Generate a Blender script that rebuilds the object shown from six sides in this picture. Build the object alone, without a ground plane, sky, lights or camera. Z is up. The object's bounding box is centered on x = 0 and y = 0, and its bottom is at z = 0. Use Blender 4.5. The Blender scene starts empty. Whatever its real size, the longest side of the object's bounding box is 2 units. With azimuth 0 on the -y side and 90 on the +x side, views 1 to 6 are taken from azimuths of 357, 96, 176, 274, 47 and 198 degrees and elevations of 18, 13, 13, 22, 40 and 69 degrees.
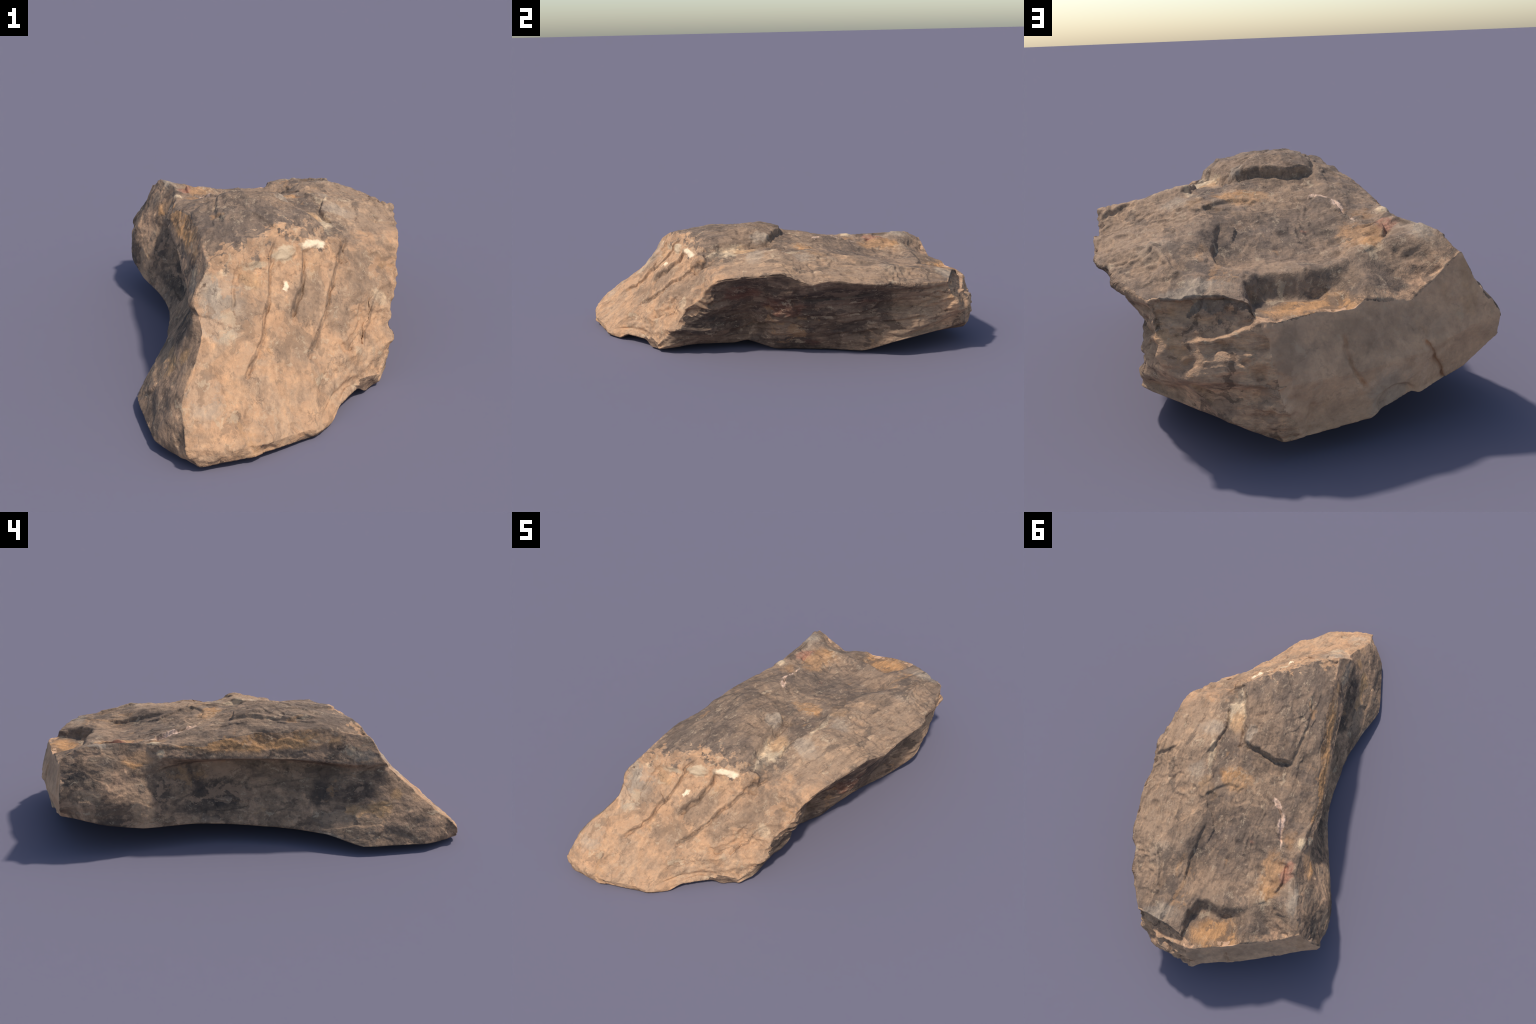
# A weathered slab of layered, rust-stained rock, built from ridge lines.
import math
import bpy, bmesh
import numpy as np
from mathutils import Vector

# ------------------------------------------------------------------ ridges
# Every ridge runs from the front rim (-y) to the back face (+y).  They are
# listed in the order in which they follow each other round the stone.
RIDGES = {
    "belly": [(.09, -.84, .004), (.1, -.65, .005), (.08, -.5, .01), (.06, -.4, .01), (.04, -.28, .015), (.03, -.12, .02), (.03, 0, .01), (.03, .12, .008), (.03, .27, .01), (.03, .43, .015), (.03, .58, .03), (.03, .80, .02), (.045, .968, .048)],
    "foot_right": [(.317, -.53, .005), (.335, -.44, .022), (.331, -.346, .037), (.3, -.24, .033), (.28, -.16, .03), (.29, -.09, .048), (.29, .04, .005), (.278, .15, .002), (.29, .3, .006), (.325, .469, .01), (.38, .615, .075), (.355, .71, .095), (.178, .955, .11)],
    "flank_low": [(.34, -.527, .015), (.372, -.46, .045), (.374, -.347, .09), (.375, -.25, .12), (.325, -.17, .13), (.268, -.065, .13), (.355, .065, .12), (.36, .17, .11), (.34, .31, .11), (.325, .48, .11), (.36, .62, .13), (.345, .72, .175), (.28, .905, .205)],
    "flank_high": [(.329, -.528, .025), (.374, -.46, .075), (.405, -.352, .17), (.436, -.27, .23), (.408, -.18, .28), (.38, -.07, .29), (.445, .08, .30), (.425, .20, .28), (.42, .32, .285), (.385, .49, .27), (.365, .63, .27), (.36, .74, .27), (.318, .887, .283)],
    "brow_right": [(.345, -.53, .04), (.376, -.465, .10), (.427, -.361, .25), (.445, -.28, .315), (.475, -.20, .396), (.50, -.05, .42), (.52, .103, .437), (.507, .22, .39), (.51, .308, .408), (.485, .497, .386), (.425, .628, .372), (.39, .715, .365), (.326, .864, .365)],
    "top_a": [(.235, -.605, .07), (.26, -.53, .172), (.295, -.435, .262), (.30, -.36, .346), (.27, -.27, .425), (.27, -.13, .447), (.27, .07, .486), (.31, .19, .458), (.32, .32, .434), (.33, .48, .428), (.335, .585, .436), (.272, .74, .405), (.16, .9, .378)],
    "ledge_foot": [(.15, -.70, .065), (.18, -.59, .19), (.22, -.48, .282), (.215, -.4, .365), (.21, -.315, .465), (.165, -.17, .475), (.12, -.005, .468), (.21, .17, .482), (.23, .30, .468), (.205, .46, .447), (.215, .60, .421), (.17, .745, .39), (.104, .917, .366)],
    "top_b": [(.09, -.845, .036), (.11, -.645, .188), (.15, -.52, .295), (.15, -.45, .38), (.147, -.324, .519), (.125, -.18, .527), (.097, -.03, .505), (.15, .16, .475), (.165, .28, .463), (.16, .45, .428), (.15, .60, .381), (.08, .75, .378), (.057, .962, .327)],
    "top_c": [(-.08, -.956, .052), (-.02, -.73, .195), (.02, -.6, .315), (.01, -.53, .39), (.02, -.44, .51), (.04, -.259, .538), (.02, -.09, .549), (-.01, .11, .489), (-.04, .25, .446), (-.06, .416, .399), (-.06, .58, .374), (-.1, .715, .385), (-.148, .872, .342)],
    "top_d": [(-.20, -.985, .062), (-.15, -.815, .198), (-.11, -.68, .318), (-.12, -.6, .4), (-.096, -.522, .501), (-.10, -.31, .538), (-.115, -.07, .547), (-.15, .075, .502), (-.188, .215, .484), (-.218, .415, .428), (-.24, .57, .437), (-.25, .65, .43), (-.268, .822, .31)],
    "brow_left": [(-.293, -.99, .072), (-.277, -.876, .174), (-.229, -.721, .3), (-.243, -.649, .378), (-.193, -.584, .47), (-.211, -.358, .506), (-.241, -.13, .505), (-.277, .03, .487), (-.30, .20, .453), (-.303, .40, .452), (-.318, .55, .466), (-.372, .686, .452), (-.412, .765, .418)],
    "lip": [(-.29, -.985, .061), (-.29, -.88, .165), (-.244, -.717, .281), (-.258, -.635, .357), (-0.264, -0.520, 0.353), (-0.294, -0.290, 0.381), (-0.308, -0.120, 0.388), (-0.330, 0.030, 0.393), (-0.344, 0.190, 0.393), (-.335, .38, .4), (-.387, .553, .389), (-.434, .69, .367), (-.448, .762, .331)],
    "hollow_high": [(-.282, -.985, .046), (-.327, -.875, .12), (-.287, -.715, .22), (-0.260, -0.620, 0.320), (-0.231, -0.500, 0.323), (-0.204, -0.270, 0.343), (-0.200, -0.100, 0.348), (-0.220, 0.040, 0.348), (-0.250, 0.200, 0.343), (-.365, .40, .32), (-.449, .55, .314), (-.478, .69, .297), (-.51, .757, .253)],
    "hollow_low": [(-.273, -.984, .031), (-.355, -.87, .075), (-.36, -.70, .13), (-.335, -.60, .16), (-.322, -.47, .18), (-.276, -.25, .20), (-.27, -.08, .20), (-.272, .06, .20), (-.315, .20, .20), (-.448, .41, .22), (-.5, .57, .24), (-.506, .69, .229), (-.502, .762, .20)],
    "foot_left": [(-.25, -.988, .012), (-.378, -.858, .03), (-.425, -.69, .036), (-.448, -.563, .038), (-.402, -.406, .072), (-.349, -.215, .076), (-.348, -.06, .083), (-.354, .069, .089), (-.388, .2, .101), (-.463, .4, .106), (-.508, .56, .138), (-.51, .68, .165), (-.402, .788, .13)],
    "belly_left": [(-.10, -.96, .018), (-.2, -.8, .02), (-.22, -.65, .02), (-.24, -.5, .02), (-.24, -.36, .03), (-.2, -.18, .04), (-.19, -.05, .045), (-.18, .08, .05), (-.2, .22, .05), (-.25, .4, .055), (-.29, .55, .07), (-.3, .68, .085), (-.20, .888, .066)],
}
# the lines on which the front rim and the back face close
FRONT_SPINE = [(-.284, -.992, .042), (-.19, -.988, .04), (-.09, -.954, .034), (0, -.903, .025), (.10, -.842, .02), (.21, -.648, .05), (.33, -.532, .02)]
BACK_SPINE = [(.29, .905, .24), (.20, .972, .21), (.05, 1.008, .19), (-.15, .926, .19), (-.30, .861, .20), (-.43, .80, .24)]

VOXEL = .0036


def resample(points, n, ease=.5):
    """n points along a ridge: between a straight and a smooth (Catmull-Rom) run."""
    p = np.asarray(points, float)
    t = np.linspace(0, len(p) - 1, n)
    i = np.minimum(t.astype(int), len(p) - 2)
    f = (t - i)[:, None]
    a, b, c, d = p[np.maximum(i - 1, 0)], p[i], p[i + 1], p[np.minimum(i + 2, len(p) - 1)]
    smooth = .5 * (2 * b + (c - a) * f + (2 * a - 5 * b + 4 * c - d) * f ** 2 + (3 * b - a - 3 * c + d) * f ** 3)
    return ease * smooth + (1 - ease) * (b + (c - b) * f)


def nearest_on(line, p):
    line = np.asarray(line, float)
    best, at = np.full(len(p), 9.), np.zeros_like(p)
    for a, b in zip(line[:-1], line[1:]):
        t = np.clip((p - a) @ (b - a) / ((b - a) @ (b - a)), 0, 1)
        q = a + t[:, None] * (b - a)
        d = np.linalg.norm(p - q, axis=1)
        k = d < best
        best[k], at[k] = d[k], q[k]
    return at


def loft():
    rails = np.array([resample(r, 150) for r in RIDGES.values()])      # ridge, station, xyz
    closed = np.concatenate([rails, rails[:1]])
    ring = []
    for a, b in zip(closed[:-1], closed[1:]):
        n = max(3, int(np.linalg.norm(a - b, axis=1).mean() / .008))
        ring += [a + (b - a) * k / n for k in range(n)]
    grid = np.array(ring).swapaxes(0, 1)                               # station, ring, xyz
    for _ in range(1):                                                 # take the knife edge off
        grid = .5 * grid + .25 * (np.roll(grid, 1, 1) + np.roll(grid, -1, 1))
    f, b = nearest_on(FRONT_SPINE, grid[0]), nearest_on(BACK_SPINE, grid[-1])
    front = [f + (grid[0] - f) * k for k in (0, .35, .7)]
    back = [grid[-1] + (b - grid[-1]) * k for k in (.12, .25, .4, .55, .7, .85, 1)]
    grid = np.concatenate([np.array(front), grid, np.array(back)])
    s, r = grid.shape[:2]
    idx = np.arange(s * r).reshape(s, r)
    nxt = np.roll(idx, -1, 1)
    faces = np.stack([idx[:-1], nxt[:-1], nxt[1:], idx[1:]], -1).reshape(-1, 4)
    return grid.reshape(-1, 3), faces


def remeshed(verts, faces):
    me = bpy.data.meshes.new("stone_base")
    me.from_pydata(verts.tolist(), [], faces.tolist())
    bm = bmesh.new(); bm.from_mesh(me)
    bmesh.ops.remove_doubles(bm, verts=bm.verts, dist=.0004)
    bmesh.ops.recalc_face_normals(bm, faces=bm.faces)
    bm.to_mesh(me); bm.free()
    ob = bpy.data.objects.new("stone_base", me)
    bpy.context.scene.collection.objects.link(ob)
    m = ob.modifiers.new("remesh", "REMESH")
    m.mode, m.voxel_size, m.adaptivity = "VOXEL", VOXEL, 0
    out = bpy.data.meshes.new_from_object(ob.evaluated_get(bpy.context.evaluated_depsgraph_get()))
    bpy.data.objects.remove(ob)
    return out


# ------------------------------------------------------------------ noise
def lattice(ix, iy, iz, seed):
    """A repeatable random number in -1..1 for each corner of a lattice."""
    h = (ix.astype(np.int64) * 374761393 + iy.astype(np.int64) * 668265263 + iz.astype(np.int64) * 2147483647 + seed * 144665) & 0xFFFFFFFF
    h = ((h ^ (h >> 13)) * 1274126177) & 0xFFFFFFFF
    h = ((h ^ (h >> 16)) * 2246822519) & 0xFFFFFFFF
    return ((h ^ (h >> 15)) & 0xFFFFFF) / float(0x7FFFFF) - 1


def noise(p, seed=0):
    i = np.floor(p)
    f = p - i
    f = f * f * f * (f * (f * 6 - 15) + 10)
    out = 0
    for dx in (0, 1):
        for dy in (0, 1):
            for dz in (0, 1):
                w = np.abs(1 - dx - f[:, 0]) * np.abs(1 - dy - f[:, 1]) * np.abs(1 - dz - f[:, 2])
                out = out + w * lattice(i[:, 0] + dx, i[:, 1] + dy, i[:, 2] + dz, seed)
    return out


def fbm(p, octaves=4, seed=0, gain=.5):
    out, a = 0, 1
    for o in range(octaves):
        out = out + a * noise(p * 2.03 ** o + 17.3 * o, seed + o)
        a *= gain
    return out


def step(lo, hi, x):
    t = np.clip((x - lo) / (hi - lo), 0, 1)
    return t * t * (3 - 2 * t)


def plates(p, seeds, rng, stretch, tilt, lift):
    """Cleaved plates: each cell of a warped Voronoi pattern is a small tilted facet."""
    q = p * stretch
    c = seeds * stretch
    best, at = np.full(len(p), 9e9), np.zeros(len(p), int)
    for k in range(len(c)):
        d = ((q - c[k]) ** 2).sum(1)
        m = d < best
        best[m], at[m] = d[m], k
    g = rng.normal(0, tilt, (len(c), 3))
    h = rng.normal(0, lift, len(c))
    return h[at] + np.clip((g[at] * (p - seeds[at])).sum(1), -.007, .007)


def along(line, q):
    """Signed distance of 2D points to a drawn line (left of it positive) and the
    fraction of the way along it."""
    line = np.asarray(line, float)
    best, sign, frac = np.full(len(q), 9.), np.ones(len(q)), np.zeros(len(q))
    seg = np.linalg.norm(np.diff(line, axis=0), axis=1)
    run = np.concatenate([[0], np.cumsum(seg)]) / seg.sum()
    for k, (a, b) in enumerate(zip(line[:-1], line[1:])):
        t0 = (q - a) @ (b - a) / ((b - a) @ (b - a))
        t = np.clip(t0, 0, 1)
        w = q - (a + t[:, None] * (b - a))
        d = np.hypot(w[:, 0], w[:, 1])
        m = d < best
        best[m] = d[m]
        sign[m] = np.sign((b - a)[0] * (q - a)[m, 1] - (b - a)[1] * (q - a)[m, 0])
        frac[m] = run[k] + t[m] * (run[k + 1] - run[k])
    return best * sign, frac


def inside(outline, q):
    d = np.full(len(q), -1.)
    o = np.asarray(outline, float)
    hit = np.zeros(len(q), bool)
    for a, b in zip(o, np.roll(o, -1, 0)):
        k = (a[1] > q[:, 1]) != (b[1] > q[:, 1])
        hit ^= k & (q[:, 0] < (b[0] - a[0]) * (q[:, 1] - a[1]) / (b[1] - a[1] + 1e-12) + a[0])
    d, _ = along(np.concatenate([o, o[:1]]), q)
    return np.where(hit, np.abs(d), -np.abs(d))


# ------------------------------------------------------------------ broken edges
# Steps in the upper surface, drawn in plan; the stone to the left of the line
# stands higher.  (line, height, how far the step is felt, depth of the crack below it)
SCARPS = [
    ([(.20, -.315), (.157, -.18), (.108, -.016)], .012, .05, .004),                              # right side of the slab
    ([(.108, -.016), (.06, .012), (.02, .012), (.0, .022), (-.06, .04), (-.142, .032)], .034, .12, .006),  # back end of the slab
    ([(-.142, .032), (-.15, -.08), (-.16, -.2), (-.13, -.34)], .012, .05, .004),                 # left side of the slab
    ([(-.20, .395), (-.175, .32), (-.165, .27), (-.125, .225)], .022, .10, .003),   # rim of the pink vein
    ([(.24, -.17), (.215, -.07), (.235, .03), (.255, .08)], -.018, .06, .004),                   # seam
    ([(.155, .40), (.167, .47), (.178, .585), (.17, .68)], -.012, .07, .004),                    # open crack
    ([(-.245, .63), (-.262, .56), (-.25, .48)], .018, .07, .003),                   # edge of the rear knob
    ([(.41, .08), (.443, .112), (.49, .14)], -.014, .05, .002),                                  # flake on the brow
    ([(.33, .58), (.29, .66), (.27, .745), (.235, .76)], -.010, .05, .002),                      # small plates at the rear right
    ([(.06, .20), (.11, .20), (.16, .235), (.20, .285)], -.010, .09, .0),          # edge of the basin
    ([(.11, -.335), (.07, -.40), (.02, -.44), (-.02, -.485), (-.06, -.495), (-.13, -.55), (-.18, -.58)], -.014, .03, .004),  # broken crest
    # the sloping front
    ([(.33, -.385), (.285, -.425), (.25, -.475), (.20, -.56)], -.012, .06, .008),
    ([(.245, -.29), (.255, -.33), (.235, -.36)], -.018, .05, .012),
    ([(-.02, -.62), (-.06, -.60), (-.085, -.545)], .010, .04, .006),
    ([(.02, -.80), (.10, -.74), (.17, -.66)], .008, .05, .0),
    ([(-.24, -.90), (-.17, -.84), (-.08, -.83), (-.02, -.86)], .008, .05, .0),
    ([(.02, -.45), (-.01, -.51), (-.02, -.58), (-.055, -.69), (-.115, -.80)], -.014, .05, .017),
    ([(.105, -.42), (.10, -.47), (.085, -.52), (.045, -.598)], -.024, .045, .020),
    ([(.27, -.25), (.235, -.35), (.19, -.45), (.16, -.53), (.085, -.66)], -.012, .06, .016),
    ([(.30, -.42), (.26, -.50), (.20, -.58)], -.008, .04, .014),
    ([(.345, -.40), (.30, -.47), (.285, -.52)], .014, .04, .020),
    ([(-.10, -.545), (-.13, -.60), (-.14, -.66)], -.008, .04, .012),
]
# the same on the rear face, drawn in x and z, and on the flank, drawn in y and z
REAR_SCARPS = [
    ([(-.095, .27), (-.10, .235), (-.112, .20), (-.145, .14)], .006, .05, .010),
    ([(-.30, .23), (-.325, .20), (-.35, .15), (-.36, .11)], -.008, .05, .010),
    ([(-.02, .14), (-.01, .10), (-.005, .04)], .006, .04, .004),
    ([(.02, .20), (.06, .14), (.10, .08)], -.008, .05, .004),
]
FLANK_SCARPS = [
    ([(.16, .36), (.12, .29), (.16, .22), (.10, .192), (.03, .21), (.03, .33)], -.018, .05, .004),
    ([(.17, .285), (.34, .295), (.52, .32)], -.014, .03, .002),
    ([(-.06, .12), (.01, .155), (.12, .17), (.20, .13)], .014, .06, .002),
    ([(.60, .215), (.72, .235), (.86, .285)], -.012, .035, .004),
    ([(.55, .155), (.66, .17), (.80, .20), (.90, .21)], -.009, .03, .003),
    ([(.45, .36), (.60, .345), (.78, .335)], .012, .03, .002),
    ([(-.35, .14), (-.27, .13), (-.18, .16)], -.012, .04, .002),
]
QUARTZ_LUMPS = [
    ((.123, -.408, .457), (.036, .024, .02), 40), ((.178, -.374, .447), (.036, .028, .02), 25), ((.038, -.535, .37), (.010, .022, .022), 20),
    ((.045, -.465, .45), (.045, .018, .02), 32), ((-.176, .305, .45), (.017, .052, .03), 2), ((-.135, .225, .46), (.04, .013, .03), -38), ((-.30, .365, .435), (.022, .032, .03), 0),
]
CHIPS = [
    (np.array([-.225, .87, .085]), np.array([.065, .10, .05]), (0, -.006, .016)),
    (np.array([.20, -.66, -.005]), np.array([.115, .12, .06]), (0, .006, .028)),
]
# the bite out of the rear rim, with its flat floor
NOTCH = [(-.15, .705), (-.071, .732), (-.02, .742), (.036, .728), (.081, .735), (.107, .80), (.102, .93), (.06, 1.05), (-.40, 1.05), (-.30, .83), (-.235, .79)]


def weathered(mesh):
    n = len(mesh.vertices)
    p = np.empty(n * 3, np.float32); mesh.vertices.foreach_get("co", p); p = p.reshape(-1, 3).astype(float)
    nor = np.empty(n * 3, np.float32); mesh.vertices.foreach_get("normal", nor); nor = nor.reshape(-1, 3).astype(float)
    rng = np.random.default_rng(7)
    up, front = step(.3, .65, nor[:, 2]), step(.3, .55, -nor[:, 1]) * step(.1, .35, nor[:, 2])
    right, back = step(.15, .6, nor[:, 0]), step(.35, .6, nor[:, 1])
    smooth_back = back * step(.10, .0, p[:, 0] + .35 * (.2 - p[:, 2]))
    rough_back = back * (1 - smooth_back)
    left = step(.2, .6, -nor[:, 0])
    move = np.zeros(n)

    # plates and facets
    warp = np.stack([noise(p * 14, 40 + k) for k in range(3)], 1) * .018
    warp += np.stack([noise(p * 45, 50 + k) for k in range(3)], 1) * .005
    grain = np.array([1.7, .6, 1.6])
    big = plates(p + warp, p[rng.choice(n, 150, replace=False)], rng, grain, .02, .0004)
    calm = 1 - .75 * smooth_back - .45 * front
    move += big * calm

    # thin sheets split off one above the other: gently tilted treads with crisp risers
    for scale, amount, seed in ((np.array([5.5, 2.1, 5.5]), .0062, 150), (np.array([14, 5.5, 14]), .0020, 155)):
        t = fbm(p * scale + warp * scale, 3, seed) * 2.4
        tread = np.floor(t) + step(.44, .56, t - np.floor(t)) - t
        move += tread * amount * step(-.35, .35, noise(p * 4.5, seed + 9)) * (1 - .45 * front - .6 * smooth_back - .55 * left)

    # layers standing out on the broken flank and rear corner
    layer = p[:, 2] - .18 * p[:, 1] + .05 * p[:, 0]
    q = np.stack([p[:, 0] * 2.2, p[:, 1] * 2.6, layer * 26], 1) + fbm(p * 5, 3, 60)[:, None] * np.array([.3, .3, .9])
    strata = .55 * np.tanh(3 * noise(q, 61)) + .35 * noise(q * 2.1, 62)
    side = np.clip(right * step(.62, .2, nor[:, 2]) + rough_back, 0, 1) * step(.01, .13, p[:, 2])
    move += side * (.021 - .010 * back) * strata
    q = np.stack([p[:, 0] * 5, p[:, 1] * 6, layer * 62], 1) + fbm(p * 9, 3, 67)[:, None] * np.array([.3, .3, .8])
    move += side * .0045 * np.tanh(3 * noise(q, 68))
    # chips along the brow over the flank
    brow = step(.08, .35, nor[:, 0]) * step(.1, .35, nor[:, 2]) * step(-.5, -.3, p[:, 1])
    move += brow * (.010 * np.minimum(.25, fbm(p * np.array([16, 26, 30]), 3, 69)) - .001)

    q = np.stack([p[:, 0] * 1.2, p[:, 1] * 1.5, layer * 10], 1) + fbm(p * 4, 2, 64)[:, None] * np.array([.2, .2, .5])
    move += side * .011 * (2 * step(-.25, .25, noise(q, 65)) - 1)
    # the ledge under the rear right corner
    ledge = .308 - .8 * np.maximum(0, .22 - p[:, 0]) + .012 * noise(p * 25, 66) - p[:, 2]
    move += rough_back * .008 * (2 * step(-.006, .006, ledge) - 1) * np.exp(-np.abs(ledge) / .07)

    # lumps and pitting
    move -= .002
    move += .006 * fbm(p * np.array([7, 5, 8]), 3, 70) * (1 - .5 * smooth_back)
    move += front * .0045 * fbm(p * np.array([18, 11, 14]), 3, 73)
    streak = p * np.array([26, 9, 26])
    move += .0018 * fbm(streak, 3, 75) * (1 - .7 * smooth_back)
    move += .0012 * fbm(p * 90, 2, 80) * (1 - .5 * smooth_back)
    move *= 1 - .8 * step(.2, .6, -nor[:, 2])                           # the underside stays close to the ground
    p = p + nor * np.clip(move, -.03, .028)[:, None]

    # steps in the upper surface
    jag = np.stack([noise(p * 30, 90), noise(p * 30, 91)], 1) * .004 + np.stack([noise(p * 90, 92), noise(p * 90, 93)], 1) * .0015
    upper = np.clip(step(.05, .35, nor[:, 2]), 0, 1)
    jobs = [(line, h, r, g, p[:, :2] + jag, np.array([0, 0, 1.]), upper) for line, h, r, g in SCARPS]
    jobs += [(line, h, r, g, p[:, [0, 2]] + jag, np.array([0, 1., 0]), back) for line, h, r, g in REAR_SCARPS]
    jobs += [(line, h, r, g, p[:, 1:] + jag, np.array([1., 0, 0]), right * step(.6, .3, nor[:, 2])) for line, h, r, g in FLANK_SCARPS]
    shift = np.zeros_like(p)
    for line, height, reach, groove, flat, axis, where in jobs:
        d, f = along(line, flat)
        s = np.sign(height)
        d = d * s
        ends = np.minimum(step(0, .10, f), step(1, .90, f)) * .7 + .3 * (f > 0) * (f < 1)
        near = np.exp(-np.abs(d) / reach)
        if groove > .009:
            near = near * np.clip(.8 + 1.0 * noise(np.stack([f * 9, f * 0, f * 0 + 3.3 * len(line)], 1), 140), .25, 1.3)
        lift = abs(height) * .5 * (2 * step(-.004, .004, d) - 1) * near
        lift -= groove * np.exp(-((d + .005) / .0055) ** 2) * (.3 + .7 * near)
        shift += (lift * ends * where)[:, None] * axis
        if groove > .009:                                              # the upper lip leans out over the crack
            chord = np.subtract(line[-1], line[0])
            out = -s * np.array([-chord[1], chord[0]]) / np.hypot(*chord)
            lean = .45 * groove * np.exp(-np.abs(d - .002) / .008) * ends * where * np.where(d > 0, 1, -.25)
            for kk, ax in enumerate(np.eye(3)[axis == 0]):
                shift += (lean * out[kk])[:, None] * ax
    p += shift

    # chips knocked off the lower rim: centre, radius, how far the stone is pushed in
    for c, r, push in CHIPS:
        d = np.linalg.norm((p - c) / r, axis=1)
        p += step(1.1, .55, d)[:, None] * np.array(push)

    # the quartz stands a little proud of the softer stone round it
    for c, r, turn in QUARTZ_LUMPS:
        a = math.radians(turn)
        w = p - c
        u = np.stack([w[:, 0] * math.cos(a) + w[:, 1] * math.sin(a), w[:, 1] * math.cos(a) - w[:, 0] * math.sin(a), w[:, 2]], 1) / r
        u = np.linalg.norm(u, axis=1) + .25 * noise(p * 60, 97)
        p += nor * (.006 * step(1.15, .8, u))[:, None]

    # the bite at the rear
    d = inside(NOTCH, p[:, :2] + jag * 1.5)
    floor = np.maximum(.319 + .05 * (p[:, 1] - .79), .372 - .24 * (p[:, 1] - .711) - .45 * (p[:, 0] + .15)) + .004 * fbm(p * 20, 3, 95)
    cut = step(-.004, np.where(p[:, 1] < .80, .042, .012), d) * (p[:, 2] > floor)
    p[:, 2] += (floor - p[:, 2]) * cut * step(.15, .3, p[:, 2])

    # weather the sharpest corners
    e = np.empty(len(mesh.edges) * 2, np.int32); mesh.edges.foreach_get("vertices", e); e = e.reshape(-1, 2)
    count = np.bincount(e.ravel(), minlength=n)[:, None]
    for _ in range(2):
        near = np.stack([np.bincount(e[:, 0], p[e[:, 1], k], n) + np.bincount(e[:, 1], p[e[:, 0], k], n) for k in range(3)], 1)
        p = .55 * p + .45 * near / count
    p[:, 2] = np.maximum(p[:, 2], .0005 * noise(p * 60, 99) + .0005)     # rests on the ground
    mesh.vertices.foreach_set("co", p.astype(np.float32).ravel())
    mesh.update()


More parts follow.
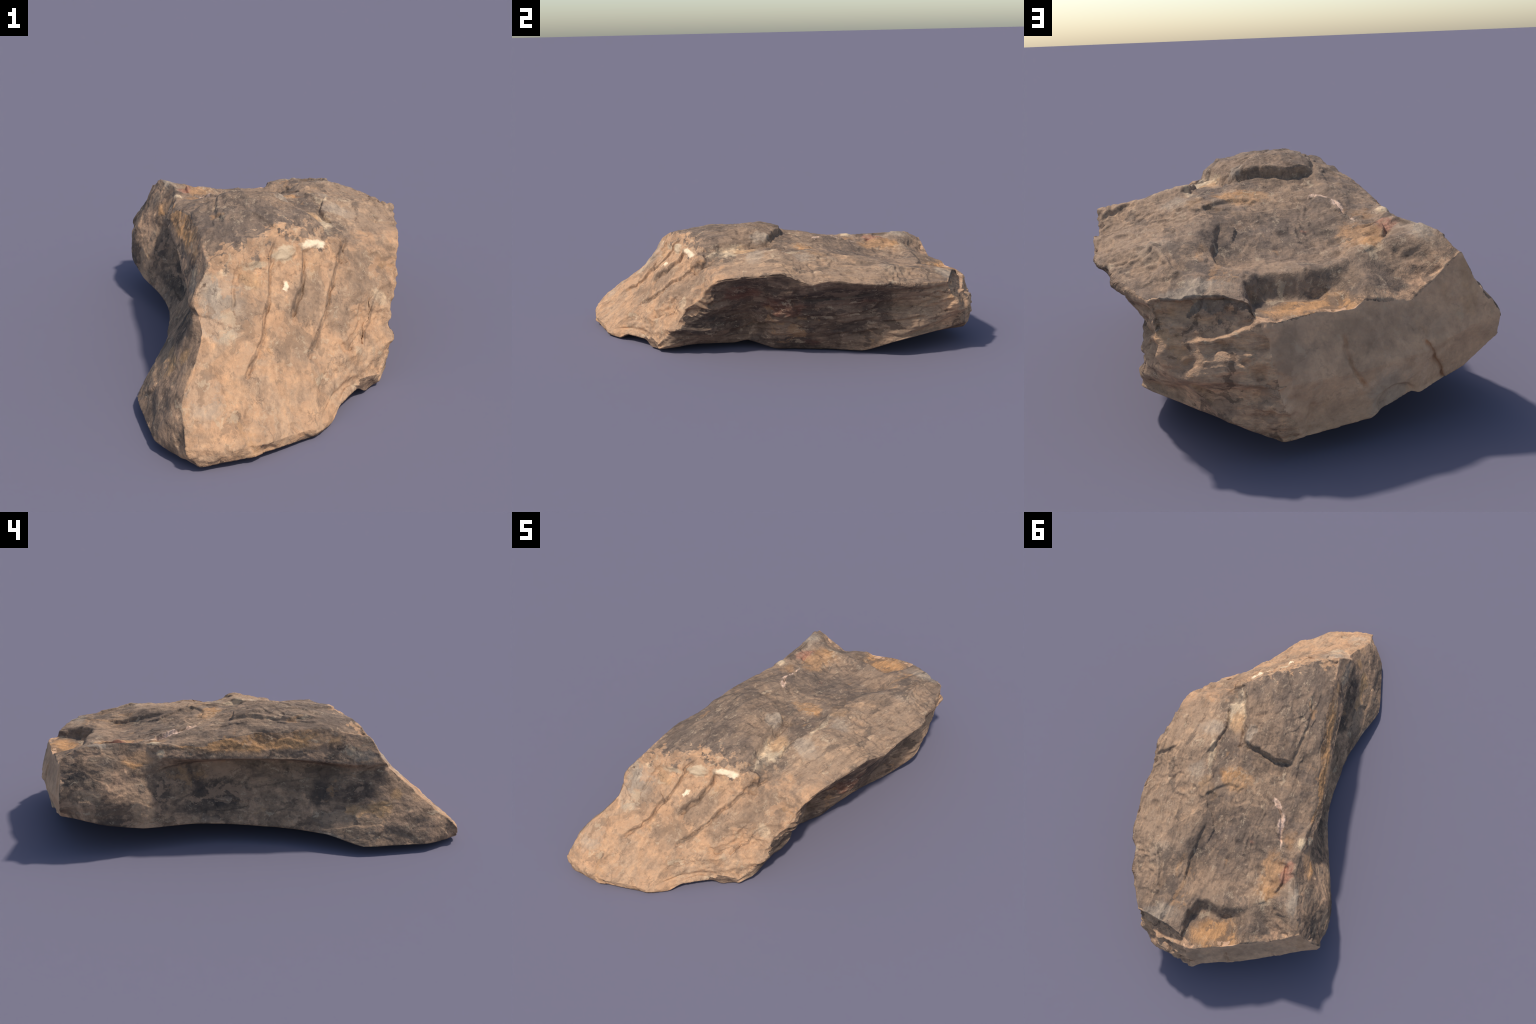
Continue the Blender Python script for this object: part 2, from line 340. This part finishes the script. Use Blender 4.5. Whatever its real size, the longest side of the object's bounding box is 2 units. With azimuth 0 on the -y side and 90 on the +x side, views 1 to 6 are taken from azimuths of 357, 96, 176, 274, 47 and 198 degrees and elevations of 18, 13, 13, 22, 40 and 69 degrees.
# ------------------------------------------------------------------ materials
class Paint:
    """A small builder for the node tree of one kind of stone surface."""

    def __init__(self, name):
        self.mat = bpy.data.materials.new(name)
        self.mat.use_nodes = True
        self.t = self.mat.node_tree
        self.out = self.t.nodes["Principled BSDF"]
        self.out.inputs["Specular IOR Level"].default_value = .2
        self.p = self.node("ShaderNodeTexCoord").outputs["Object"]
        w = self.noise(11, 4, .6, out="Color")
        w2 = self.noise(48, 3, .6, out="Color")
        self.w = self.add(self.p, self.scale(self.shift(w), .055), self.scale(self.shift(w2), .02))
        self.colour = None

    def node(self, kind, **props):
        n = self.t.nodes.new(kind)
        for k, v in props.items():
            setattr(n, k, v)
        return n

    def put(self, socket, value):
        if isinstance(value, bpy.types.NodeSocket):
            self.t.links.new(value, socket)
        else:
            socket.default_value = value

    def vec(self, op, a, b=None, scale=None):
        n = self.node("ShaderNodeVectorMath", operation=op)
        self.put(n.inputs[0], a)
        if b is not None:
            self.put(n.inputs[1], b)
        if scale is not None:
            n.inputs["Scale"].default_value = scale
        return n.outputs["Value" if op in ("LENGTH", "DOT_PRODUCT") else "Vector"]

    def add(self, a, *more):
        for b in more:
            a = self.vec("ADD", a, b)
        return a

    def shift(self, a):
        return self.vec("SUBTRACT", a, (.5, .5, .5))

    def scale(self, a, k):
        return self.vec("SCALE", a, scale=k)

    def math(self, op, a, b=0, clamp=False):
        n = self.node("ShaderNodeMath", operation=op, use_clamp=clamp)
        self.put(n.inputs[0], a)
        self.put(n.inputs[1], b)
        return n.outputs[0]

    def noise(self, scale, detail=4, rough=.55, stretch=None, out="Fac", vec=None, turn=(0, 0, 0), distort=0):
        v = vec or self.p
        if stretch:
            m = self.node("ShaderNodeMapping")
            self.put(m.inputs["Vector"], v)
            m.inputs["Scale"].default_value = stretch
            m.inputs["Rotation"].default_value = turn
            v = m.outputs[0]
        n = self.node("ShaderNodeTexNoise")
        self.put(n.inputs["Vector"], v)
        for k, x in (("Scale", scale), ("Detail", detail), ("Roughness", rough), ("Distortion", distort)):
            n.inputs[k].default_value = x
        return n.outputs[out]

    def ramp(self, fac, *stops):
        n = self.node("ShaderNodeValToRGB")
        self.put(n.inputs[0], fac)
        e = n.color_ramp.elements
        while len(e) < len(stops):
            e.new(.5)
        for k, (at, c) in enumerate(stops):
            e[k].position, e[k].color = at, (*c, 1)
        return n.outputs["Color"]

    def band(self, value, lo, hi, strength=1):
        """0 below lo, strength above hi (or the other way round)."""
        n = self.node("ShaderNodeMapRange", interpolation_type="SMOOTHSTEP")
        self.put(n.inputs["Value"], value)
        for k, x in (("From Min", min(lo, hi)), ("From Max", max(lo, hi)), ("To Min", 0 if lo < hi else strength), ("To Max", strength if lo < hi else 0)):
            n.inputs[k].default_value = x
        return n.outputs[0]

    def over(self, colour, mask, kind="MIX"):
        n = self.node("ShaderNodeMix", data_type="RGBA", blend_type=kind)
        self.put(n.inputs[0], mask)
        self.put(n.inputs[6], self.colour)
        self.put(n.inputs[7], colour if isinstance(colour, bpy.types.NodeSocket) else (*colour, 1))
        self.colour = n.outputs[2]

    def spot(self, centre, radii, turn=0, edge=(.6, 1.15), strength=1, torn=0, exact=False):
        """A patch of matter round a place on the stone, with a torn edge."""
        m = self.node("ShaderNodeMapping", vector_type="TEXTURE")
        self.put(m.inputs["Vector"], self.p if exact else self.w)
        m.inputs["Location"].default_value = centre
        m.inputs["Rotation"].default_value = (0, 0, math.radians(turn))
        m.inputs["Scale"].default_value = radii
        r = self.vec("LENGTH", m.outputs[0])
        if torn:
            r = self.math("ADD", r, self.math("MULTIPLY", self.math("SUBTRACT", self.torn, .5), torn))
        return self.band(r, edge[1], edge[0], strength)

    def finish(self, bumps, rough=.9):
        h = None
        for fac, k in bumps:
            x = self.math("MULTIPLY", fac, k)
            h = x if h is None else self.math("ADD", h, x)
        b = self.node("ShaderNodeBump")
        b.inputs["Strength"].default_value = 1
        b.inputs["Distance"].default_value = 1
        self.put(b.inputs["Height"], h)
        self.put(self.out.inputs["Normal"], b.outputs[0])
        self.put(self.out.inputs["Base Color"], self.colour)
        self.out.inputs["Roughness"].default_value = rough
        return self.mat


# colours of the minerals
GREY, UMBER, BROWN, TAN = (.18, .128, .094), (.085, .060, .047), (.265, .175, .114), (.42, .27, .165)
LIGHTENED_TAN = (.60, .36, .21)  # tan brightened so the sunless rear side and corner render less dark
PEACH, SAND, ASH, CREAM = (.56, .315, .17), (.46, .29, .175), (.42, .325, .235), (.60, .44, .28)
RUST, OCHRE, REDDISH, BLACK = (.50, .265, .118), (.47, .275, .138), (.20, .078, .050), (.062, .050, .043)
QUARTZ, ROSE, OLIVE, BRICK = (.92, .70, .46), (.80, .54, .39), (.235, .155, .102), (.36, .175, .112)

# where they sit: (colour, centre, radii, turn, strength, how torn)
SPOTS_TOP = [
    (TAN, (.36, .25, .43), (.17, .55, .2), 0, .55, .8), (GREY, (-.08, -.33, .52), (.17, .30, .14), 15, .75, .9), (GREY, (-.10, .42, .42), (.16, .26, .12), 0, .5, 1.2),
    (TAN, (.30, -.07, .45), (.11, .13, .1), 20, .6, 1.2), (ASH, (.28, -.05, .46), (.08, .05, .08), 0, .6, 1.4), (CREAM, (.19, -.16, .46), (.05, .13, .06), 12, .95, 1.6), (RUST, (.175, -.11, .47), (.035, .07, .05), 12, .6, 1.6),
    (RUST, (.085, .165, .47), (.085, .055, .05), -10, .9, 1.6), (TAN, (.02, .20, .46), (.12, .07, .06), 0, .5, 1.3), (ASH, (.09, -.06, .515), (.035, .05, .04), 0, .7, 1.4), (CREAM, (.235, .09, .478), (.014, .10, .05), 16, .7, 1.2),
    (OCHRE, (.20, .25, .465), (.05, .06, .05), 30, .45, 1.4), (ASH, (.28, .18, .47), (.05, .06, .05), 0, .5, 1.6), (ASH, (.22, .85, .38), (.10, .045, .05), 15, .6, 1.5), (ASH, (.32, .60, .43), (.05, .08, .05), 0, .35, 1.6),
    (RUST, (.21, .62, .42), (.012, .07, .05), -8, .5, .9), (TAN, (-.17, .60, .41), (.06, .12, .05), 0, .6, 1.5), (RUST, (-.21, .64, .42), (.03, .05, .05), 0, .6, 1.2),
    (RUST, (-.20, .55, .42), (.07, .12, .05), 0, .55, 1.8), (BRICK, (-.272, .515, .44), (.034, .062, .05), -14, .9, .5), (ASH, (-.33, .63, .46), (.035, .12, .06), 14, .7, 1.2), (ROSE, (-.135, .225, .46), (.04, .012, .05), -38, .8, 1.0), (ROSE, (-.176, .305, .45), (.016, .052, .05), 2, 1, .5),
    (ROSE, (-.197, .375, .43), (.008, .045, .05), 12, .8, .5), (CREAM, (-.30, .365, .435), (.025, .035, .04), 0, .9, .8), (RUST, (-.24, .36, .42), (.03, .06, .05), 0, .4, 1.2), (UMBER, (-.29, .44, .44), (.03, .025, .04), 0, .6, .8),
    (GREY, (.17, .02, .47), (.06, .10, .05), 10, .6, 1.2), (BRICK, (-.069, .416, .41), (.010, .011, .02), 0, .8, .5), (GREY, (.13, .48, .42), (.05, .13, .06), 5, .5, 1.1),
    (TAN, (.43, .05, .43), (.06, .15, .1), 0, .6, 1.2), (ASH, (.20, -.24, .46), (.03, .03, .05), 0, .5, 1.2), (RUST, (-.05, .86, .325), (.13, .085, .028), 22, .95, .6), (TAN, (-.18, .82, .32), (.06, .07, .03), 10, .7, 1.2), (LIGHTENED_TAN, (-.37, .79, .37), (.12, .07, .08), -20, .85, .9), (LIGHTENED_TAN, (-.30, .84, .31), (.17, .07, .05), 20, .8, .9), (BROWN, (-.30, .72, .40), (.10, .07, .06), 0, .6, 1.2),
]
SPOTS_FRONT = [
    (BROWN, (.10, -.54, .33), (.045, .13, .16), -30, .6, 1.1), (BROWN, (.33, -.33, .34), (.10, .13, .16), -30, .72, .9), (BROWN, (.24, -.47, .27), (.05, .13, .12), -30, .6, 1.1), (BROWN, (.06, -.67, .20), (.06, .09, .10), -30, .5, 1.2),
    (ASH, (-.165, -.66, .35), (.075, .11, .13), 0, .85, 1.0), (ASH, (-.19, -.62, .41), (.05, .03, .05), 0, .5, .9), (BROWN, (-.10, -.66, .33), (.08, .07, .1), 0, .4, 1.3), (ASH, (-.23, -.87, .16), (.05, .08, .08), 0, .5, 1.3), (CREAM, (-.15, -.72, .29), (.03, .03, .05), 0, .5, 1.2),
    (OCHRE, (-.06, -.565, .41), (.05, .03, .05), 0, .6, 1.1), (OCHRE, (.15, -.43, .37), (.02, .07, .08), -35, .35, 1.1), (CREAM, (-.17, -.59, .436), (.06, .012, .014), 25, .55, .9),
    (CREAM, (.37, -.40, .26), (.045, .03, .04), 0, .5, .9),
    (BROWN, (.02, -.46, .48), (.12, .03, .025), 30, .45, 1.2),
]
VEINS = [
    (CREAM, (.045, -.465, .45), (.048, .018, .022), 32, .95, .7), (CREAM, (-.05, -.53, .437), (.05, .012, .014), 30, .6, .9), (QUARTZ, (.148, -.392, .454), (.064, .027, .018), 35, .95, .5),
    (QUARTZ, (.038, -.535, .370), (.009, .022, .022), 20, 1, .4), (QUARTZ, (.215, -.30, .476), (.02, .02, .016), 0, .7, .9),
]
SPOTS_FLANK = [
    (REDDISH, (.43, -.10, .31), (.10, .09, .05), 0, .5, 1.6), (REDDISH, (.42, .10, .26), (.1, .12, .07), 0, .5, 1.6), (REDDISH, (.39, .40, .28), (.1, .14, .02), 0, .5, 1.2), (REDDISH, (.32, .22, .05), (.1, .06, .02), 0, .7, 1.1), (UMBER, (.42, .32, .31), (.1, .30, .055), 0, .8, 1.0),
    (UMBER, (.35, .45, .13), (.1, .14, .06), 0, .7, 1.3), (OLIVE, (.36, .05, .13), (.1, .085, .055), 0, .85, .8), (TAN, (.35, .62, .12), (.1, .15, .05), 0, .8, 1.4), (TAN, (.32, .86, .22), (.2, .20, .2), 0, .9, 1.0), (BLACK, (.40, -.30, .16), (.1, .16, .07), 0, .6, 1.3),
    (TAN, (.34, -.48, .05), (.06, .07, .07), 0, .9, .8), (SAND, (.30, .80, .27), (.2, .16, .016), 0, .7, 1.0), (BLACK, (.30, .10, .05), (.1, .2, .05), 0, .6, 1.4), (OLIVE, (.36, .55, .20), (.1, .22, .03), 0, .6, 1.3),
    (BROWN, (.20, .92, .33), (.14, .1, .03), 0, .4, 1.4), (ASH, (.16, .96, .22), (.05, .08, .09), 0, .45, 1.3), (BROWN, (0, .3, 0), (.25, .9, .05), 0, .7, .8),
    (TAN, (.34, .78, .2), (.2, .22, .2), 0, .7, 1.3), (LIGHTENED_TAN, (.24, .95, .2), (.24, .16, .30), 0, .8, 1.2), (LIGHTENED_TAN, (.0, .97, .18), (.13, .2, .26), 0, .95, .5),
]
SPOTS_HOLLOW = [
    (RUST, (-.275, -.06, .458), (.12, .42, .05), 3, .95, .7), (OCHRE, (-.26, -.33, .45), (.1, .16, .03), 0, .35, 1.1), (UMBER, (-.26, -.42, .43), (.1, .07, .02), 0, .6, 1.0), (OLIVE, (-.29, -.25, .405), (.1, .45, .016), 0, .7, .8), (ASH, (-.27, -.56, .39), (.06, .07, .025), 0, .45, 1.0),
    (BROWN, (-.24, -.05, .345), (.12, .42, .04), 0, .6, .8), (BLACK, (-.27, .08, .21), (.1, .16, .065), 0, .7, 2.0), (BLACK, (-.32, .16, .16), (.1, .16, .03), 0, .6, 1.4), (BLACK, (-.255, -.37, .23), (.08, .045, .10), 0, .7, 2.0), (BLACK, (-.36, .33, .24), (.08, .05, .06), 0, .7, 2.0),  # first BROWN: shade beneath the overhanging lip, painted as a soft band
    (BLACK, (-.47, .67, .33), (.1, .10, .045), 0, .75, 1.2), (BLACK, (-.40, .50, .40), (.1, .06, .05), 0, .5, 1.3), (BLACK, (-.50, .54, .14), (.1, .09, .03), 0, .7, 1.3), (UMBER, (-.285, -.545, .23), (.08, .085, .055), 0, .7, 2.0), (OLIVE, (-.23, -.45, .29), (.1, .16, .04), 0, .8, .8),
    (OLIVE, (-.245, -.26, .25), (.1, .09, .07), 0, .8, .9), (OCHRE, (-.335, -.64, .165), (.1, .06, .045), 0, 1, .7), (OCHRE, (-.305, -.71, .225), (.07, .035, .03), 0, .9, .6), (OCHRE, (-.32, -.53, .155), (.1, .07, .025), 0, .75, .9), (TAN, (-.45, .40, .15), (.1, .05, .12), 0, .8, 1.3),
    (TAN, (-.42, .44, .28), (.1, .06, .04), 0, .6, 1.4), (TAN, (-.49, .63, .265), (.1, .07, .03), 0, .7, 1.4), (TAN, (-.40, -.50, .09), (.1, .10, .025), 0, .7, 1.1), (RUST, (-.35, .435, .39), (.06, .07, .035), 0, .9, .5), (GREY, (-.39, -.75, .10), (.1, .16, .06), 0, .5, 1.2),
    (OCHRE, (-.265, -.80, .20), (.03, .03, .03), 0, .6, .8), (CREAM, (-.34, .335, .41), (.03, .02, .02), 0, .8, .8), (ASH, (-.41, -.42, .07), (.06, .07, .02), 0, .5, 1.2),
]
SPOTS_REAR = [
    (ASH, (-.20, .87, .12), (.06, .1, .07), 0, .5, 1.3), (RUST, (-.42, .77, .33), (.03, .08, .08), 0, .3, 1.1), (BROWN, (.02, .97, .26), (.05, .1, .06), 0, .5, 1.2), (OLIVE, (-.2, .87, .27), (.2, .15, .05), 0, .3, 1.2),
]


def ground_of(k, ground, spots, flecks, grain):
    """Lay down one kind of surface.  ground: its colours from the dark to the light patches."""
    n = k.noise(6.5, 8, .68, distort=.7)
    k.colour = k.ramp(n, *[(.35 + .30 * i / (len(ground) - 1), c) for i, c in enumerate(ground)])
    for colour, centre, radii, turn, strength, torn in spots:
        k.over(colour, k.spot(centre, radii, turn, strength=strength, torn=torn))
    # dust in the grain of the layers, dark and pale
    streak = k.noise(1, 6, .68, stretch=grain, vec=k.add(k.p, k.scale(k.shift(k.noise(6, 3, .5, out="Color")), .05)), turn=(.12, 0, .12))
    mottle = k.noise(34, 6, .7)
    k.over(k.ramp(streak, (.32, (.66, .65, .66)), (.5, (1, 1, 1)), (.68, (1.3, 1.25, 1.19))), flecks[0], "MULTIPLY")
    k.over(k.ramp(mottle, (.30, (.58, .57, .58)), (.5, (1, 1, 1)), (.70, (1.35, 1.30, 1.22))), flecks[1], "MULTIPLY")
    fine = k.noise(2.6, 5, .7, stretch=grain, turn=(.1, .05, -.1))
    k.over(k.ramp(fine, (.34, (.74, .73, .74)), (.5, (1, 1, 1)), (.66, (1.2, 1.17, 1.12))), flecks[0], "MULTIPLY")
    # crisp-edged mineral stains
    for tint, size, lo, amount, at in ((ground[-1], 8.5, .53, .5, (0, 0, 0)), (tuple(.75 * v for v in ground[0]), 7.5, .55, .6, (5, 2, 7)), (CREAM, 13, .62, .45, (2, 8, 1)), (RUST, 6, .62, .4, (9, 4, 3))):
        k.over(tint, k.band(k.noise(1, 8, .62, stretch=(size * 1.5, size * .75, size * 1.5), vec=k.add(k.w, at), distort=.5), lo, lo + .045, amount * min(1, flecks[0] * 1.6)))
    hair = k.math("ABSOLUTE", k.math("SUBTRACT", k.noise(.42, 5, .62, stretch=grain, vec=k.w), .5))
    k.over(CREAM, k.math("MULTIPLY", k.band(hair, .014, .002, flecks[0] * .55), k.band(k.torn, .45, .6)))
    k.over(UMBER, k.math("MULTIPLY", k.band(k.math("ABSOLUTE", k.math("SUBTRACT", k.noise(.3, 5, .6, stretch=grain, vec=k.add(k.w, (3, 1, 2))), .5)), .010, .002, flecks[0] * .6), k.band(k.torn, .55, .4)))
    # worn, paler edges
    worn = k.node("ShaderNodeNewGeometry").outputs["Pointiness"]
    k.over(ground[-1], k.math("MULTIPLY", k.band(worn, .52, .57, flecks[4]), k.band(k.torn, .4, .6)))
    if flecks[2]:
        k.over(ASH, k.band(k.noise(70, 3, .6), .66, .76, flecks[2]))
    if flecks[3]:
        k.over(UMBER, k.band(k.noise(17, 6, .72), .60, .70, flecks[3]))
    return streak, mottle


def stone(name, ground, spots, flecks, grain, relief):
    k = Paint(name)
    k.torn = k.noise(26, 5, .65)
    streak, mottle = ground_of(k, ground, spots, flecks, grain)
    return k.finish([(streak, relief[0]), (mottle, relief[1]), (k.noise(120, 4, .7), relief[2])])


def weathered_stone(name, spots_front, spots_top):
    """Grey-brown on top, pale on the freshly broken slope in front of the crest; the
    border is sharp on the left and fades out on the right."""
    k = Paint(name)
    k.torn = k.noise(26, 5, .65)
    ground_of(k, [(.37, .23, .14), SAND, (.52, .305, .17), PEACH], spots_front, (.65, .46, .3, 0, .3), (26, 8, 18))
    front = k.colour
    streak, mottle = ground_of(k, [GREY, (.23, .158, .11), BROWN, (.37, .242, .153)], spots_top, (.85, .55, .55, .3, .35), (34, 7, 34))
    xyz = k.node("ShaderNodeSeparateXYZ")
    k.put(xyz.inputs[0], k.w)
    crest = k.math("SUBTRACT", k.math("MULTIPLY_ADD", xyz.outputs[0], .62), xyz.outputs[1])
    k.t.nodes[-2].inputs[2].default_value = -.442
    width = k.math("ADD", .012, k.math("MULTIPLY", k.math("SUBTRACT", xyz.outputs[0], .16, clamp=True), .45))
    crest = k.math("ADD", crest, k.math("MULTIPLY", k.math("SUBTRACT", k.torn, .5), k.math("MULTIPLY_ADD", width, .3)))
    k.t.nodes[-2].inputs[2].default_value = .02
    k.over(front, k.band(k.math("DIVIDE", crest, width), -1, 1))
    for colour, centre, radii, turn, strength, torn in VEINS:
        k.over(colour, k.spot(centre, radii, turn, strength=strength, torn=torn))
    for line, height, reach, groove in SCARPS if spots_front else ():      # crack shadows painted on as thin dark lines
        if groove > .015:
            for (ax, ay), (bx, by) in zip(line[:-1], line[1:]):
                long = math.hypot(bx - ax, by - ay)
                k.over(UMBER, k.spot(((ax + bx) / 2 + .004, (ay + by) / 2, .3), (long * .58, .003, .5), math.degrees(math.atan2(by - ay, bx - ax)), edge=(.4, 1.4), strength=.45, exact=True))
    return k.finish([(streak, .006), (mottle, .004), (k.noise(120, 4, .7), .002)])


def paint_all():
    return {
        "weathered_top": weathered_stone("weathered_top_stone", [], SPOTS_TOP),
        "sloping_front": weathered_stone("pale_sloping_stone", SPOTS_FRONT, SPOTS_TOP[1:2]),
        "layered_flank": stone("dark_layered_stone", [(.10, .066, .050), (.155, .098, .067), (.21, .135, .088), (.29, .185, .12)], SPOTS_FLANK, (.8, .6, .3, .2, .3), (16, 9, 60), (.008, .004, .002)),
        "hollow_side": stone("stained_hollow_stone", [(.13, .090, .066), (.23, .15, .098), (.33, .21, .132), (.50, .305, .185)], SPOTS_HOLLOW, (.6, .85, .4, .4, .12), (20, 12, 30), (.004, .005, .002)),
        "rear_face": stone("smooth_rear_stone", [(.52, .315, .185), (.59, .35, .205), (.64, .38, .22), (.70, .43, .26)], SPOTS_REAR, (.28, .4, .15, 0, .1), (14, 14, 14), (.002, .003, .0012)),  # base colours raised and warmed to offset this face's bluish sky-only light
    }


# ------------------------------------------------------------------ the stone
def regions(mesh):
    """Which broken surface each face belongs to; the borders are ragged."""
    n = len(mesh.polygons)
    c = np.empty(n * 3, np.float32); mesh.polygons.foreach_get("center", c); c = c.reshape(-1, 3).astype(float)
    a = SMOOTH
    quad = np.empty(len(mesh.loops), np.int32); mesh.loops.foreach_get("vertex_index", quad)
    start = np.empty(n, np.int32); mesh.polygons.foreach_get("loop_start", start)
    nor = a[quad[start]] + .12 * np.stack([noise(c * 22, 120 + k) for k in range(3)], 1)
    x, y, z = (c + .010 * np.stack([fbm(c * 25, 3, 130 + k) for k in range(3)], 1)).T
    crest = -.455 + .62 * x - y
    below = .195 - .66 * (x - .09) + .96 * (y + .654) - z                 # depth under the plane of the front
    region = np.zeros(n, int)                                             # 0 top
    region[(crest > 0) & (nor[:, 2] > .12)] = 1                           # 1 front
    region[(region == 1) & (nor[:, 0] < -.62)] = 3
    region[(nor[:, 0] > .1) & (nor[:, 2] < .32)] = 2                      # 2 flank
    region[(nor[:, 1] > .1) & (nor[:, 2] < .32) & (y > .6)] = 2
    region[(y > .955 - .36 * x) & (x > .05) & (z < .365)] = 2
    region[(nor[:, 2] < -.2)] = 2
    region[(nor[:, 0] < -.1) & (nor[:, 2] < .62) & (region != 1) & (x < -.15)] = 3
    region[(x < -.33) & (nor[:, 2] < .5) & (y < .5)] = 3
    region[(nor[:, 1] > .30) & (nor[:, 2] < .42) & (y > .74 + .1 * (x + .4)) & (x < .05 + .3 * (z - .2)) & (nor[:, 0] > -.80)] = 4
    region[(crest > .02) & (below < .085) & (nor[:, 2] > -.35) & (region == 2)] = 1
    region[(crest > .02) & (below < .04) & (nor[:, 0] > -.3) & (region == 3)] = 1
    region[(y > .912 + .4 * x) & (x < .05 + .3 * (z - .2)) & (x > -.46) & (z < .318)] = 4
    # no stray islands: each face joins the surface round it
    quads = quad[start[:, None] + np.arange(4)]
    for _ in range(14):
        votes = np.zeros((n, 5))
        for r in range(5):
            mine = np.repeat((region == r).astype(float), 4)
            at = np.bincount(quads.ravel(), mine, len(a)) / np.maximum(1, np.bincount(quads.ravel(), minlength=len(a)))
            votes[:, r] = at[quads].mean(1)
        region = votes.argmax(1)
    return region


def split(mesh, region, names, materials, parent):
    """One object for each surface; border vertices coincide and the normals stay those of the whole."""
    n = len(mesh.vertices)
    co = np.empty(n * 3, np.float32); mesh.vertices.foreach_get("co", co); co = co.reshape(-1, 3)
    nor = np.empty(n * 3, np.float32); mesh.vertices.foreach_get("normal", nor); nor = nor.reshape(-1, 3)
    loops = np.empty(len(mesh.loops), np.int32); mesh.loops.foreach_get("vertex_index", loops)
    start = np.empty(len(mesh.polygons), np.int32); mesh.polygons.foreach_get("loop_start", start)
    total = np.empty(len(mesh.polygons), np.int32); mesh.polygons.foreach_get("loop_total", total)
    assert (total == 4).all()
    quads = loops[start[:, None] + np.arange(4)]
    for k, name in enumerate(names):
        q = quads[region == k]
        used, q = np.unique(q, return_inverse=True)
        q = q.reshape(-1, 4)
        me = bpy.data.meshes.new(name)
        me.vertices.add(len(used)); me.vertices.foreach_set("co", co[used].ravel())
        me.loops.add(q.size); me.loops.foreach_set("vertex_index", q.astype(np.int32).ravel())
        me.polygons.add(len(q)); me.polygons.foreach_set("loop_start", np.arange(0, q.size, 4, dtype=np.int32))
        me.update(calc_edges=True)
        me.polygons.foreach_set("use_smooth", np.ones(len(q), bool))
        me.normals_split_custom_set_from_vertices(nor[used].tolist())
        me.materials.append(materials[name])
        ob = bpy.data.objects.new(name, me)
        ob.parent = parent
        bpy.context.scene.collection.objects.link(ob)


rock = bpy.data.objects.new("rock", None)
bpy.context.scene.collection.objects.link(rock)
rock["label"] = "long weathered slab of layered rust-brown rock with quartz veins"
rock["category"] = "rock"

mesh = remeshed(*loft())
SMOOTH = np.empty(len(mesh.vertices) * 3, np.float32)
mesh.vertices.foreach_get("normal", SMOOTH)
SMOOTH = SMOOTH.reshape(-1, 3).astype(float)
weathered(mesh)
materials = paint_all()
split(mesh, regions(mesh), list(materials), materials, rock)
bpy.data.meshes.remove(mesh)
